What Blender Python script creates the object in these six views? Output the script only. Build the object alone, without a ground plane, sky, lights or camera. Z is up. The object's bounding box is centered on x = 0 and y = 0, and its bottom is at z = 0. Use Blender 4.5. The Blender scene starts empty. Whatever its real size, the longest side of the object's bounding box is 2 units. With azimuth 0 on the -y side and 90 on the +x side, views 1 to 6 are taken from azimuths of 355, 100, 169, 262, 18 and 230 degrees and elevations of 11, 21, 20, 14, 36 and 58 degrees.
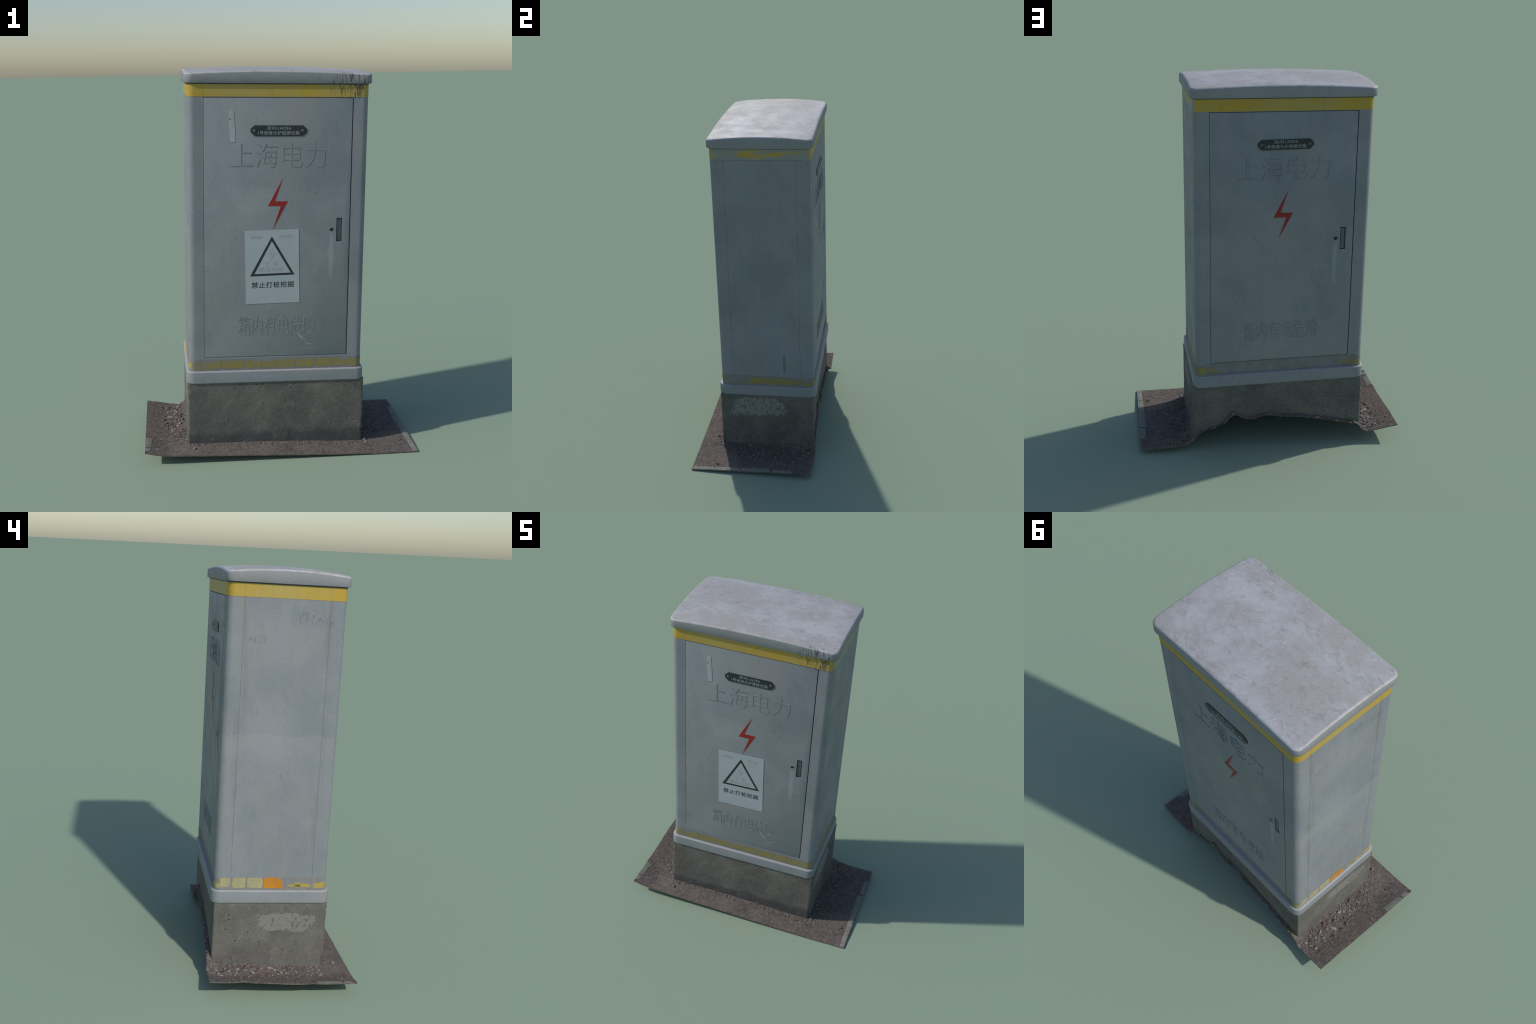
"""Street electrical cabinet: painted steel box with two lettered doors and a domed
lid, standing slightly askew on a cast concrete base in a patch of stony soil."""
import bpy, bmesh, math, random
import numpy as np
from mathutils import Matrix, Vector, Euler, noise

random.seed(7)
rng = np.random.default_rng(7)

# ------------------------------------------------------------------ frame and sizes
FRAME = Matrix.Translation((-0.0347, 0.0627, 0.0)) @ Euler((0.0122, 0.0216, 0.0131), 'XYZ').to_matrix().to_4x4()
TO_LOCAL = FRAME.inverted()
HX, HY, RB = 0.4530, 0.2795, 0.032          # body half sizes and corner radius
LID = (0.4685, 0.2935, 0.040)
FLANGE = (0.4660, 0.2928, 0.042)
DOOR_W, DOOR_Z0, DOOR_Z1 = 0.3728, 0.5215, 1.850
BAND_Z = (1.8535, 1.9185)
BASE_X, BASE_Y = (-0.460, 0.468), (-0.287, 0.275)
PATCH = (0.7145, 0.3575)

# ------------------------------------------------------------------ node helper
class Nodes:
    def __init__(self, name, rough=0.5, spec=0.4, metallic=0.0):
        self.mat = bpy.data.materials.new(name)
        self.mat.use_nodes = True
        self.t = self.mat.node_tree
        self.p = self.t.nodes['Principled BSDF']
        self.p.inputs['Roughness'].default_value = rough
        self.p.inputs['Specular IOR Level'].default_value = spec
        self.p.inputs['Metallic'].default_value = metallic
        self.co = self.t.nodes.new('ShaderNodeTexCoord').outputs['Object']
        self._xyz = None

    def put(self, sock, v):
        if isinstance(v, bpy.types.NodeSocket):
            self.t.links.new(v, sock)
        elif v is not None:
            sock.default_value = (*v, 1.0) if isinstance(v, tuple) and len(v) == 3 and sock.type == 'RGBA' else v

    def xyz(self):
        if self._xyz is None:
            n = self.t.nodes.new('ShaderNodeSeparateXYZ')
            self.put(n.inputs[0], self.co)
            self._xyz = n.outputs
        return self._xyz

    def scaled(self, s, loc=(0, 0, 0)):
        n = self.t.nodes.new('ShaderNodeMapping')
        self.put(n.inputs['Vector'], self.co)
        n.inputs['Scale'].default_value = s
        n.inputs['Location'].default_value = loc
        return n.outputs[0]

    def noise(self, scale, detail=4, rough=0.55, distort=0.0, vec=None):
        n = self.t.nodes.new('ShaderNodeTexNoise')
        self.put(n.inputs['Vector'], vec or self.co)
        n.inputs['Scale'].default_value = scale
        n.inputs['Detail'].default_value = detail
        n.inputs['Roughness'].default_value = rough
        n.inputs['Distortion'].default_value = distort
        return n.outputs['Fac']

    def voronoi(self, scale, feature='F1', out='Distance', vec=None):
        n = self.t.nodes.new('ShaderNodeTexVoronoi')
        n.feature = feature
        self.put(n.inputs['Vector'], vec or self.co)
        n.inputs['Scale'].default_value = scale
        return n.outputs[out]

    def math(self, op, a, b=0.0, clamp=False):
        n = self.t.nodes.new('ShaderNodeMath')
        n.operation = op
        n.use_clamp = clamp
        self.put(n.inputs[0], a)
        self.put(n.inputs[1], b)
        return n.outputs[0]

    def step(self, v, lo, hi, a=0.0, b=1.0):
        n = self.t.nodes.new('ShaderNodeMapRange')
        n.interpolation_type = 'SMOOTHSTEP'
        self.put(n.inputs['Value'], v)
        for k, x in zip(('From Min', 'From Max', 'To Min', 'To Max'), (lo, hi, a, b)):
            n.inputs[k].default_value = x
        return n.outputs[0]

    def mul(self, *vs):
        r = vs[0]
        for v in vs[1:]:
            r = self.math('MULTIPLY', r, v)
        return r

    def mix(self, f, a, b, kind='MIX'):
        n = self.t.nodes.new('ShaderNodeMix')
        n.data_type = 'RGBA'
        n.blend_type = kind
        self.put(n.inputs[0], f)
        self.put(n.inputs[6], a)
        self.put(n.inputs[7], b)
        return n.outputs[2]

    def ellipse(self, axis, cu, cz, ru, rz, soft=0.5, warp=0.0, wscale=20):
        """soft-edged spot on the wall seen along the other horizontal axis"""
        o = self.xyz()
        a = self.math('DIVIDE', self.math('SUBTRACT', o[axis], cu), ru)
        b = self.math('DIVIDE', self.math('SUBTRACT', o[2], cz), rz)
        d = self.math('ADD', self.math('MULTIPLY', a, a), self.math('MULTIPLY', b, b))
        if warp:
            d = self.math('ADD', d, self.math('MULTIPLY', self.math('SUBTRACT', self.noise(wscale, 5), 0.5), warp))
        return self.step(d, 1 + soft, 1 - soft)

    def side(self, axis, sign, at):
        return self.step(self.math('MULTIPLY', self.xyz()[axis], sign), at - 0.004, at + 0.004)

    def bump(self, h, strength=0.2, dist=0.002):
        n = self.t.nodes.new('ShaderNodeBump')
        n.inputs['Strength'].default_value = strength
        n.inputs['Distance'].default_value = dist
        self.put(n.inputs['Height'], h)
        self.put(self.p.inputs['Normal'], n.outputs[0])

    def colour(self, c):
        self.put(self.p.inputs['Base Color'], c)
        return self.mat


def soot(n, c):
    """dark runs of tar near the front right upper corner"""
    o = n.xyz()
    run = n.noise(1.0, 5, 0.7, vec=n.scaled((95, 95, 16)))
    m = n.mul(n.step(run, 0.49, 0.60), n.ellipse(0, 0.360, 1.915, 0.095, 0.075, 0.8), n.step(o[1], -0.262, -0.280))
    return n.mix(n.mul(m, 0.85), c, (0.035, 0.036, 0.04))


def paint(name, a, b, grime, grime_amount=0.35, fibre=False, extra=None, rough=0.52):
    n = Nodes(name, rough, 0.35)
    c = n.mix(n.step(n.noise(2.3, 6, 0.65, 0.4), 0.36, 0.64), a, b)
    if not fibre:
        warm = n.noise(1.0, 6, 0.65, vec=n.scaled((4.5, 4.5, 2.0), (5, 1, 2)))
        c = n.mix(n.mul(n.step(warm, 0.46, 0.66), 0.55), c, (0.266, 0.264, 0.256))
        cloud = n.noise(1.0, 7, 0.75, vec=n.scaled((11, 11, 5.5), (1, 8, 4)))
        c = n.mix(n.mul(n.step(cloud, 0.52, 0.70), 0.35), c, (0.155, 0.180, 0.197))
    streak = n.noise(1.0, 4, 0.6, vec=n.scaled((22, 22, 1.3)))
    c = n.mix(n.mul(n.step(streak, 0.5, 0.78), grime_amount), c, grime)
    if fibre:
        big = n.noise(3.6, 7, 0.7, 0.3)
        c = n.mix(n.mul(n.step(big, 0.38, 0.57), 0.75), c, (0.395, 0.375, 0.352))
        f = n.noise(46, 8, 0.85, 0.8)
        c = n.mix(n.mul(n.step(f, 0.48, 0.62), 0.50), c, (0.56, 0.555, 0.56))
        f2 = n.noise(1.0, 8, 0.8, 0.7, vec=n.scaled((17, 28, 28), (3, 7, 1)))
        c = n.mix(n.mul(n.step(f2, 0.51, 0.66), 0.60), c, (0.27, 0.258, 0.248))
        # upward faces stay pale, the skirt is mixed to a darker grey
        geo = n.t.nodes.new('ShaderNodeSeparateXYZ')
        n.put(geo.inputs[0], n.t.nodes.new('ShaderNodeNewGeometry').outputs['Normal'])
        pale_top = n.step(n.math('ADD', geo.outputs[2], n.math('MULTIPLY', n.noise(40, 4), 0.3)), 0.35, 0.75)
        c = n.mix(pale_top, n.mix(0.75, c, (0.200, 0.213, 0.232)), c)
    fine = n.noise(150, 3, 0.6)
    c = n.mix(n.step(fine, 0.3, 0.75), n.mix(0.10, c, (0.1, 0.1, 0.1)), n.mix(0.05, c, (0.9, 0.9, 0.9)))
    spot = n.mul(n.step(n.noise(48, 3, 0.5), 0.70, 0.76), n.step(n.noise(5, 2), 0.5, 0.62))
    c = n.mix(n.mul(spot, 0.45), c, (0.11, 0.095, 0.08))
    if extra:
        c = extra(n, c)
    n.bump(n.noise(70, 4, 0.6), 0.10, 0.002)
    n.put(n.p.inputs['Roughness'], n.step(n.noise(9, 4), 0.3, 0.7, rough - 0.06, rough + 0.1))
    return n.colour(c)


BODY_A, BODY_B, BODY_G = (0.248, 0.269, 0.291), (0.197, 0.221, 0.243), (0.205, 0.195, 0.178)


def body_extra(n, c):
    o = n.xyz()
    # brown runs below the side seams
    for s in (-1, 1):
        d = n.math('ABSOLUTE', n.math('SUBTRACT', o[1], 0.2 * s))
        m = n.mul(n.step(d, 0.035, 0.004), n.step(n.noise(1, 4, vec=n.scaled((30, 30, 2.5))), 0.42, 0.7), n.side(0, -1, 0.44))
        c = n.mix(n.mul(m, 0.6), c, (0.185, 0.168, 0.145))
    # bubbled paint low on the sunny side
    rust = n.mul(n.step(n.noise(75, 4, 0.7), 0.60, 0.70), n.ellipse(1, 0.10, 0.72, 0.15, 0.28, 0.9), n.side(0, -1, 0.44))
    c = n.mix(n.mul(rust, 0.5), c, (0.19, 0.15, 0.115))
    # filled patch with a visible upper edge half way up
    line = n.math('ADD', o[2], n.math('MULTIPLY', n.math('SUBTRACT', n.noise(8, 6, 0.7), 0.5), 0.07))
    m = n.mul(n.step(line, 1.222, 1.208), n.step(line, 1.06, 1.20), n.side(0, -1, 0.44))
    c = n.mix(n.mul(m, 0.22), c, (0.34, 0.35, 0.35))
    for cu, cz, ru, rz in ((0.02, 1.565, 0.010, 0.022), (-0.20, 1.755, 0.035, 0.018), (-0.11, 1.77, 0.07, 0.035), (0.13, 1.66, 0.05, 0.02), (-0.02, 1.02, 0.012, 0.02)):
        sm = n.step(n.noise(1, 5, 0.75, vec=n.scaled((60, 60, 40))), 0.46, 0.62)
        c = n.mix(n.mul(n.ellipse(1, cu, cz, ru, rz, 0.8), sm, n.side(0, -1, 0.44), 0.5), c, (0.10, 0.115, 0.13))
    # rusty run and rubbed band on the shaded side
    run = n.mul(n.ellipse(1, 0.105, 0.60, 0.008, 0.065, 0.7, 0.6), n.side(0, 1, 0.44))
    c = n.mix(n.mul(run, 0.6), c, (0.13, 0.10, 0.08))
    return soot(n, c)


def door_extra(n, c):
    front = n.side(1, -1, 0.2)
    for cu, cz, ru, rz, k in ((0.15, 1.42, 0.075, 0.04, 0.45), (-0.11, 1.40, 0.05, 0.03, 0.25), (0.06, 1.37, 0.03, 0.03, 0.3)):
        sm = n.step(n.noise(1, 4, 0.7, vec=n.scaled((70, 70, 18))), 0.45, 0.65)
        c = n.mix(n.mul(n.ellipse(0, cu, cz, ru, rz, 0.7), sm, front, k), c, (0.14, 0.165, 0.20))
    c = n.mix(n.mul(n.ellipse(0, -0.12, 1.34, 0.11, 0.07, 0.4, 0.8, 12), front, 0.3), c, (0.32, 0.345, 0.355))
    for s in (1, -1):
        c = n.mix(n.mul(n.ellipse(0, 0.278 * s, 1.06, 0.012, 0.125, 0.7), n.side(1, -s, 0.2), 0.4), c, (0.36, 0.40, 0.43))
    return soot(n, c)


def flange_extra(n, c):
    # paler stripe along the upper lip, scuffs below
    o = n.xyz()
    lip = n.step(n.math('ADD', o[2], n.math('MULTIPLY', n.math('SUBTRACT', n.noise(35, 5), 0.5), 0.006)), 0.4425, 0.4455)
    c = n.mix(n.mul(lip, 0.75), c, (0.43, 0.415, 0.415))
    scuff = n.noise(1.0, 6, 0.75, 0.5, vec=n.scaled((9, 9, 110)))
    c = n.mix(n.mul(n.step(scuff, 0.60, 0.72), 0.5), c, (0.36, 0.36, 0.34))
    return c


M = {}
M['paint'] = paint('grey_blue_paint', BODY_A, BODY_B, BODY_G, extra=body_extra)
M['door'] = paint('grey_blue_door_paint', BODY_A, BODY_B, BODY_G, 0.22, extra=door_extra)
M['letter'] = paint('grey_blue_letter_paint', BODY_A, BODY_B, (0.19, 0.195, 0.18), 0.5)
M['flange'] = paint('grey_blue_flange_paint', (0.240, 0.262, 0.28), (0.205, 0.23, 0.25), (0.27, 0.265, 0.255), 0.4, extra=flange_extra)
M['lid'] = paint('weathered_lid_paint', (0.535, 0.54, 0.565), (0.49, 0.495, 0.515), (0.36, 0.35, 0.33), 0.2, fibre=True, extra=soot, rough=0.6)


def yellow_mat():
    n = Nodes('yellow_reflective_tape', 0.45, 0.4)
    c = n.mix(n.step(n.noise(5, 4, 0.6), 0.35, 0.65), (0.455, 0.305, 0.035), (0.42, 0.315, 0.085))
    c = n.mix(n.mul(n.step(n.noise(1, 4, 0.65, vec=n.scaled((60, 60, 5))), 0.55, 0.75), 0.4), c, (0.20, 0.15, 0.05))
    o = n.xyz()
    for s in (-1, 1):  # creases at the panel joints
        d = n.math('ABSOLUTE', n.math('SUBTRACT', o[1], 0.202 * s))
        c = n.mix(n.mul(n.step(d, 0.0022, 0.0008), 0.6), c, (0.24, 0.2, 0.12))
    # right side: the tape has mostly flaked to the grey ground
    side = n.step(o[0], 0.436, 0.452)
    worn = n.noise(1, 6, 0.7, 0.5, vec=n.scaled((8, 8, 28), (0, 0, 0.4)))
    worn = n.math('ADD', worn, n.math('MULTIPLY', n.math('ABSOLUTE', n.math('SUBTRACT', o[2], 1.884)), 4.5))
    grey = n.mix(n.noise(30, 4), (0.27, 0.30, 0.31), (0.24, 0.25, 0.24))
    c = n.mix(n.mul(n.step(worn, 0.44, 0.60), side, 0.93), c, grey)
    c = soot(n, c)
    return n.colour(c)


def tape_mat(name, a, b, rough=0.5):
    n = Nodes(name, rough, 0.35)
    c = n.mix(n.step(n.noise(14, 5, 0.65), 0.35, 0.65), a, b)
    c = n.mix(n.mul(n.step(n.noise(38, 6, 0.75, 0.6), 0.54, 0.66), 0.7), c, (0.215, 0.215, 0.205))
    return n.colour(c)


def plain(name, c0, c1, scale=20, rough=0.5, spec=0.4, metallic=0.0, bump=0.0):
    n = Nodes(name, rough, spec, metallic)
    if bump:
        n.bump(n.noise(scale * 3, 5, 0.65), bump, 0.002)
    return n.colour(n.mix(n.step(n.noise(scale, 5, 0.6), 0.35, 0.65), c0, c1))


M['yellow'] = yellow_mat()
M['tape'] = tape_mat('old_yellow_tape', (0.285, 0.230, 0.065), (0.235, 0.205, 0.095))
M['tape_bright'] = tape_mat('bright_yellow_tape', (0.42, 0.325, 0.06), (0.37, 0.30, 0.10))
M['tape_pale'] = tape_mat('faded_yellow_tape', (0.40, 0.355, 0.175), (0.35, 0.325, 0.20))
M['tape_orange'] = tape_mat('orange_tape', (0.56, 0.235, 0.018), (0.50, 0.20, 0.018))
M['residue'] = plain('tape_residue_grey', (0.235, 0.235, 0.235), (0.20, 0.205, 0.20), 25, 0.7, 0.2)
M['red'] = plain('red_enamel', (0.30, 0.018, 0.016), (0.26, 0.016, 0.016), 30, 0.45)
M['white'] = plain('white_sign_vinyl', (0.40, 0.435, 0.465), (0.375, 0.41, 0.435), 9, 0.4)
M['black'] = plain('black_print', (0.028, 0.032, 0.038), (0.022, 0.026, 0.03), 40, 0.45)
M['faded'] = plain('faded_print', (0.30, 0.33, 0.33), (0.335, 0.37, 0.38), 60, 0.45)
M['plate'] = plain('black_nameplate', (0.022, 0.027, 0.032), (0.03, 0.035, 0.04), 60, 0.4)
M['engraved'] = plain('pale_plate_lettering', (0.34, 0.37, 0.40), (0.25, 0.28, 0.30), 120, 0.5)
M['steel'] = plain('dull_rivet_steel', (0.14, 0.15, 0.16), (0.07, 0.075, 0.08), 200, 0.45, 0.5, 0.5)
M['dark'] = plain('dark_recess', (0.075, 0.085, 0.095), (0.055, 0.06, 0.07), 60, 0.6)
M['lever'] = plain('worn_lever', (0.14, 0.155, 0.17), (0.10, 0.11, 0.125), 60, 0.5)
M['strip'] = plain('grey_paper_tape', (0.40, 0.42, 0.44), (0.33, 0.355, 0.375), 30, 0.6, bump=0.2)
M['scratch'] = plain('pale_scratch', (0.33, 0.35, 0.33), (0.27, 0.29, 0.265), 60, 0.6)
M['ink'] = plain('violet_ink', (0.06, 0.05, 0.12), (0.09, 0.08, 0.16), 60, 0.6)


def concrete():
    n = Nodes('weathered_concrete', 0.85, 0.2)
    o = n.xyz()
    c = n.mix(n.step(n.noise(4, 6, 0.65, 0.3), 0.33, 0.68), (0.165, 0.158, 0.138), (0.098, 0.095, 0.083))
    c = n.mix(n.mul(n.step(n.noise(13, 6, 0.7), 0.5, 0.68), 0.55), c, (0.195, 0.182, 0.16))
    c = n.mix(n.step(n.noise(180, 3), 0.3, 0.7), n.mix(0.22, c, (0.05, 0.05, 0.05)), n.mix(0.10, c, (0.5, 0.48, 0.45)))
    # smeared plaster on the two ends
    wob = n.math('MULTIPLY', n.math('SUBTRACT', n.noise(14, 6, 0.75), 0.5), 5.0)
    for axis_sign, cy, cz, ry, rz, col, holes in ((-1, -0.075, 0.283, 0.145, 0.045, (0.235, 0.226, 0.205), 0.56), (1, -0.075, 0.302, 0.175, 0.06, (0.25, 0.255, 0.25), 0.545)):
        a = n.math('POWER', n.math('ABSOLUTE', n.math('DIVIDE', n.math('SUBTRACT', o[1], cy), ry)), 3.0)
        b = n.math('POWER', n.math('ABSOLUTE', n.math('DIVIDE', n.math('SUBTRACT', o[2], cz), rz)), 3.0)
        d = n.math('ADD', n.math('ADD', a, b), wob)
        m = n.mul(n.step(d, 1.12, 0.98), n.step(n.noise(1, 5, 0.7, vec=n.scaled((60, 60, 38))), holes + 0.03, holes - 0.03), n.side(0, axis_sign, 0.44))
        c = n.mix(n.mul(m, 0.85), c, col)
    # damp tide mark along the foot of the front
    edge = n.math('SUBTRACT', o[2], n.math('MULTIPLY', n.noise(9, 5, 0.7), 0.11))
    m = n.mul(n.step(edge, 0.072, 0.030), n.step(o[1], -0.27, -0.28), n.step(n.noise(30, 5, 0.7), 0.25, 0.5))
    c = n.mix(n.mul(m, 0.7), c, (0.055, 0.055, 0.062))
    # algae blotches
    m = n.mul(n.step(n.noise(30, 5, 0.75), 0.55, 0.66), n.step(n.noise(3.4, 3, vec=n.scaled((1, 1, 1), (4, 2, 1))), 0.54, 0.66))
    c = n.mix(n.mul(m, 0.5), c, (0.06, 0.062, 0.058))
    pore = n.step(n.voronoi(30), 0.17, 0.10)
    pore = n.mul(pore, n.step(n.noise(13, 2), 0.53, 0.57))
    c = n.mix(n.mul(pore, 0.85), c, (0.045, 0.043, 0.04))
    h = n.math('SUBTRACT', n.noise(60, 6, 0.7), n.math('MULTIPLY', pore, 1.5))
    n.bump(h, 0.5, 0.003)
    return n.colour(c)


def soil():
    n = Nodes('stony_soil', 0.95, 0.12)
    c = n.mix(n.step(n.noise(6, 6, 0.7), 0.35, 0.65), (0.205, 0.171, 0.147), (0.142, 0.121, 0.107))
    c = n.mix(n.mul(n.step(n.noise(40, 6, 0.8), 0.47, 0.60), 0.65), c, (0.25, 0.215, 0.19))
    c = n.mix(n.mul(n.step(n.noise(75, 5, 0.8), 0.53, 0.62), 0.75), c, (0.052, 0.041, 0.038))
    red = n.mul(n.step(n.noise(90, 3), 0.62, 0.7), n.step(n.noise(7, 2), 0.45, 0.6))
    c = n.mix(n.mul(red, 0.5), c, (0.26, 0.135, 0.095))
    grit = n.mul(n.step(n.voronoi(210), 0.36, 0.22), n.step(n.noise(110, 2), 0.52, 0.60))
    c = n.mix(n.mul(grit, 0.8), c, (0.36, 0.33, 0.33))
    dark = n.mul(n.step(n.noise(190, 4, 0.7), 0.55, 0.66), 0.7)
    c = n.mix(dark, c, (0.045, 0.038, 0.036))
    n.bump(n.noise(140, 6, 0.8), 0.9, 0.005)
    return n.colour(c)


M['concrete'] = concrete()
M['soil'] = soil()
M['kerb'] = plain('pale_paving_stone', (0.27, 0.27, 0.235), (0.20, 0.195, 0.17), 22, 0.9, 0.15, bump=0.5)
M['stone_pale'] = plain('pale_stone', (0.34, 0.315, 0.30), (0.25, 0.23, 0.22), 60, 0.9, 0.15, bump=0.4)
M['stone_grey'] = plain('grey_stone', (0.25, 0.23, 0.22), (0.18, 0.165, 0.155), 60, 0.9, 0.15, bump=0.4)
M['stone_brown'] = plain('brown_clod', (0.19, 0.14, 0.115), (0.12, 0.09, 0.08), 60, 0.95, 0.1, bump=0.5)
M['leaf_yellow'] = plain('yellow_leaf', (0.42, 0.30, 0.04), (0.30, 0.2, 0.03), 90, 0.6)
M['leaf_red'] = plain('red_leaf', (0.30, 0.075, 0.03), (0.22, 0.05, 0.03), 90, 0.6)
M['leaf_green'] = plain('green_leaf', (0.13, 0.19, 0.035), (0.09, 0.14, 0.03), 90, 0.6)

# ------------------------------------------------------------------ object helpers
ROOT = bpy.data.objects.new('electrical_cabinet', None)
bpy.context.scene.collection.objects.link(ROOT)
ROOT.empty_display_size = 0.2
ROOT['label'] = 'grey-blue street electrical cabinet with yellow bands on concrete base'
ROOT['category'] = 'electrical cabinet'


def add(name, mesh, mats=(), parent=None, local=True, smooth=None):
    o = bpy.data.objects.new(name, mesh)
    bpy.context.scene.collection.objects.link(o)
    o.parent = parent or ROOT
    if local and (parent is None):
        o.matrix_local = FRAME
    for m in mats:
        if len(mesh.materials) < len(mats):
            mesh.materials.append(M[m])
    if smooth is not None:
        mesh.shade_smooth()
        mesh.set_sharp_from_angle(angle=math.radians(smooth))
    return o


def to_mesh(verts, faces, name='shape'):
    me = bpy.data.meshes.new(name)
    me.from_pydata([tuple(map(float, v)) for v in verts], [], faces)
    me.update()
    return me


def fix_normals(me):
    bm = bmesh.new()
    bm.from_mesh(me)
    bmesh.ops.recalc_face_normals(bm, faces=bm.faces)
    bm.to_mesh(me)
    bm.free()
    return me


def rounded(hx, hy, r, n=10, side=1):
    """rounded rectangle, counter-clockwise, n points per corner"""
    pts = []
    for cx, cy, a0 in ((hx - r, hy - r, 0), (-hx + r, hy - r, 90), (-hx + r, -hy + r, 180), (hx - r, -hy + r, 270)):
        for k in range(n + 1):
            a = math.radians(a0 + 90 * k / n)
            pts.append((cx + r * math.cos(a), cy + r * math.sin(a)))
    return pts


def loft(rings, cap_first=True, cap_last=True, closed=False):
    n = len(rings[0])
    verts = [p for ring in rings for p in ring]
    faces = []
    pairs = [(k, k + 1) for k in range(len(rings) - 1)] + ([(len(rings) - 1, 0)] if closed else [])
    for a, b in pairs:
        for i in range(n):
            j = (i + 1) % n
            faces.append((a * n + i, a * n + j, b * n + j, b * n + i))
    if not closed:
        if cap_first:
            faces.append(tuple(reversed(range(n))))
        if cap_last:
            faces.append(tuple((len(rings) - 1) * n + i for i in range(n)))
    return fix_normals(to_mesh(verts, faces))


def ring_at(hx, hy, r, z, n=10):
    return [(x, y, z) for x, y in rounded(hx, hy, r, n)]


def box_mesh(x0, x1, y0, y1, z0, z1, bevel=0.0, seg=2):
    bm = bmesh.new()
    bmesh.ops.create_cube(bm, size=1.0)
    for v in bm.verts:
        v.co = ((x0 + x1) / 2 + v.co.x * (x1 - x0), (y0 + y1) / 2 + v.co.y * (y1 - y0), (z0 + z1) / 2 + v.co.z * (z1 - z0))
    if bevel:
        bmesh.ops.bevel(bm, geom=list(bm.edges), offset=bevel, segments=seg, affect='EDGES', profile=0.5)
    me = bpy.data.meshes.new('box')
    bm.to_mesh(me)
    bm.free()
    return me


def carve(mesh, cutters):
    """boolean difference of all cutters from a mesh, returned as a new mesh"""
    o = bpy.data.objects.new('work', mesh)
    bpy.context.scene.collection.objects.link(o)
    extra = []
    for c in cutters:
        k = bpy.data.objects.new('cutter', c)
        bpy.context.scene.collection.objects.link(k)
        extra.append(k)
        m = o.modifiers.new('cut', 'BOOLEAN')
        m.operation, m.solver, m.object = 'DIFFERENCE', 'EXACT', k
    bpy.context.view_layer.update()
    out = bpy.data.meshes.new_from_object(o.evaluated_get(bpy.context.evaluated_depsgraph_get()))
    for k in (o, *extra):
        bpy.data.objects.remove(k)
    out.materials.clear()
    return out


def back_dent(x, z):
    """the sill under the back door stands back from the door"""
    t = min(1.0, max(0.0, (0.417 - abs(x)) / 0.03))
    k = min(1.0, max(0.0, (0.5195 - z) / 0.004))
    return 0.011 * t * t * (3 - 2 * t) * k


def back_bow(x, z):
    """the lower half of the back door is pressed in by a few millimetres"""
    if abs(x) > DOOR_W or not 0.45 < z < 1.38:
        return 0.0
    return 0.0065 * (1 - (x / DOOR_W) ** 2) ** 0.6 * math.sin(math.pi * (z - 0.45) / 0.93) if z > 0.5195 else 0.0


def densely(ring, step=0.012):
    out = []
    for i, p in enumerate(ring):
        a, b = np.array(p), np.array(ring[(i + 1) % len(ring)])
        k = max(1, int(np.linalg.norm(b - a) / step))
        out += [tuple(float(c) for c in a + (b - a) * j / k) for j in range(k)]
    return out


def dented(ring):
    return [(x, y - (back_dent(x, z) if y > 0.2 else 0.0), z) for x, y, z in densely(ring)]


# walls: (u, w, h) = along the wall as the viewer reads it, up, outwards
def wall(side):
    half = HX if side in 'FB' else HY
    flat = half - RB

    def put(u, w, h):
        s = math.copysign(1.0, u)
        a, drop = abs(u), 0.0
        if a > flat:
            t = math.asin(min(1.0, (a - flat) / RB))
            a = flat + (RB + h) * math.sin(t)
            drop = RB - (RB + h) * math.cos(t) + h
        u, h = s * a, h - drop
        if side == 'B':
            h -= back_dent(u, w) + back_bow(u, w)
        return {'F': (u, -HY - h, w), 'B': (-u, HY + h, w), 'L': (-HX - h, -u, w), 'R': (HX + h, u, w)}[side]
    return put


def slab(side, outline, h0, h1, name='slab'):
    """extruded polygon lying on a wall"""
    put = wall(side)
    n = len(outline)
    v = [put(u, w, h0) for u, w in outline] + [put(u, w, h1) for u, w in outline]
    f = [tuple(range(n, 2 * n)), tuple(reversed(range(n)))] + [(i, (i + 1) % n, n + (i + 1) % n, n + i) for i in range(n)]
    return fix_normals(to_mesh(v, f, name))


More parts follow.
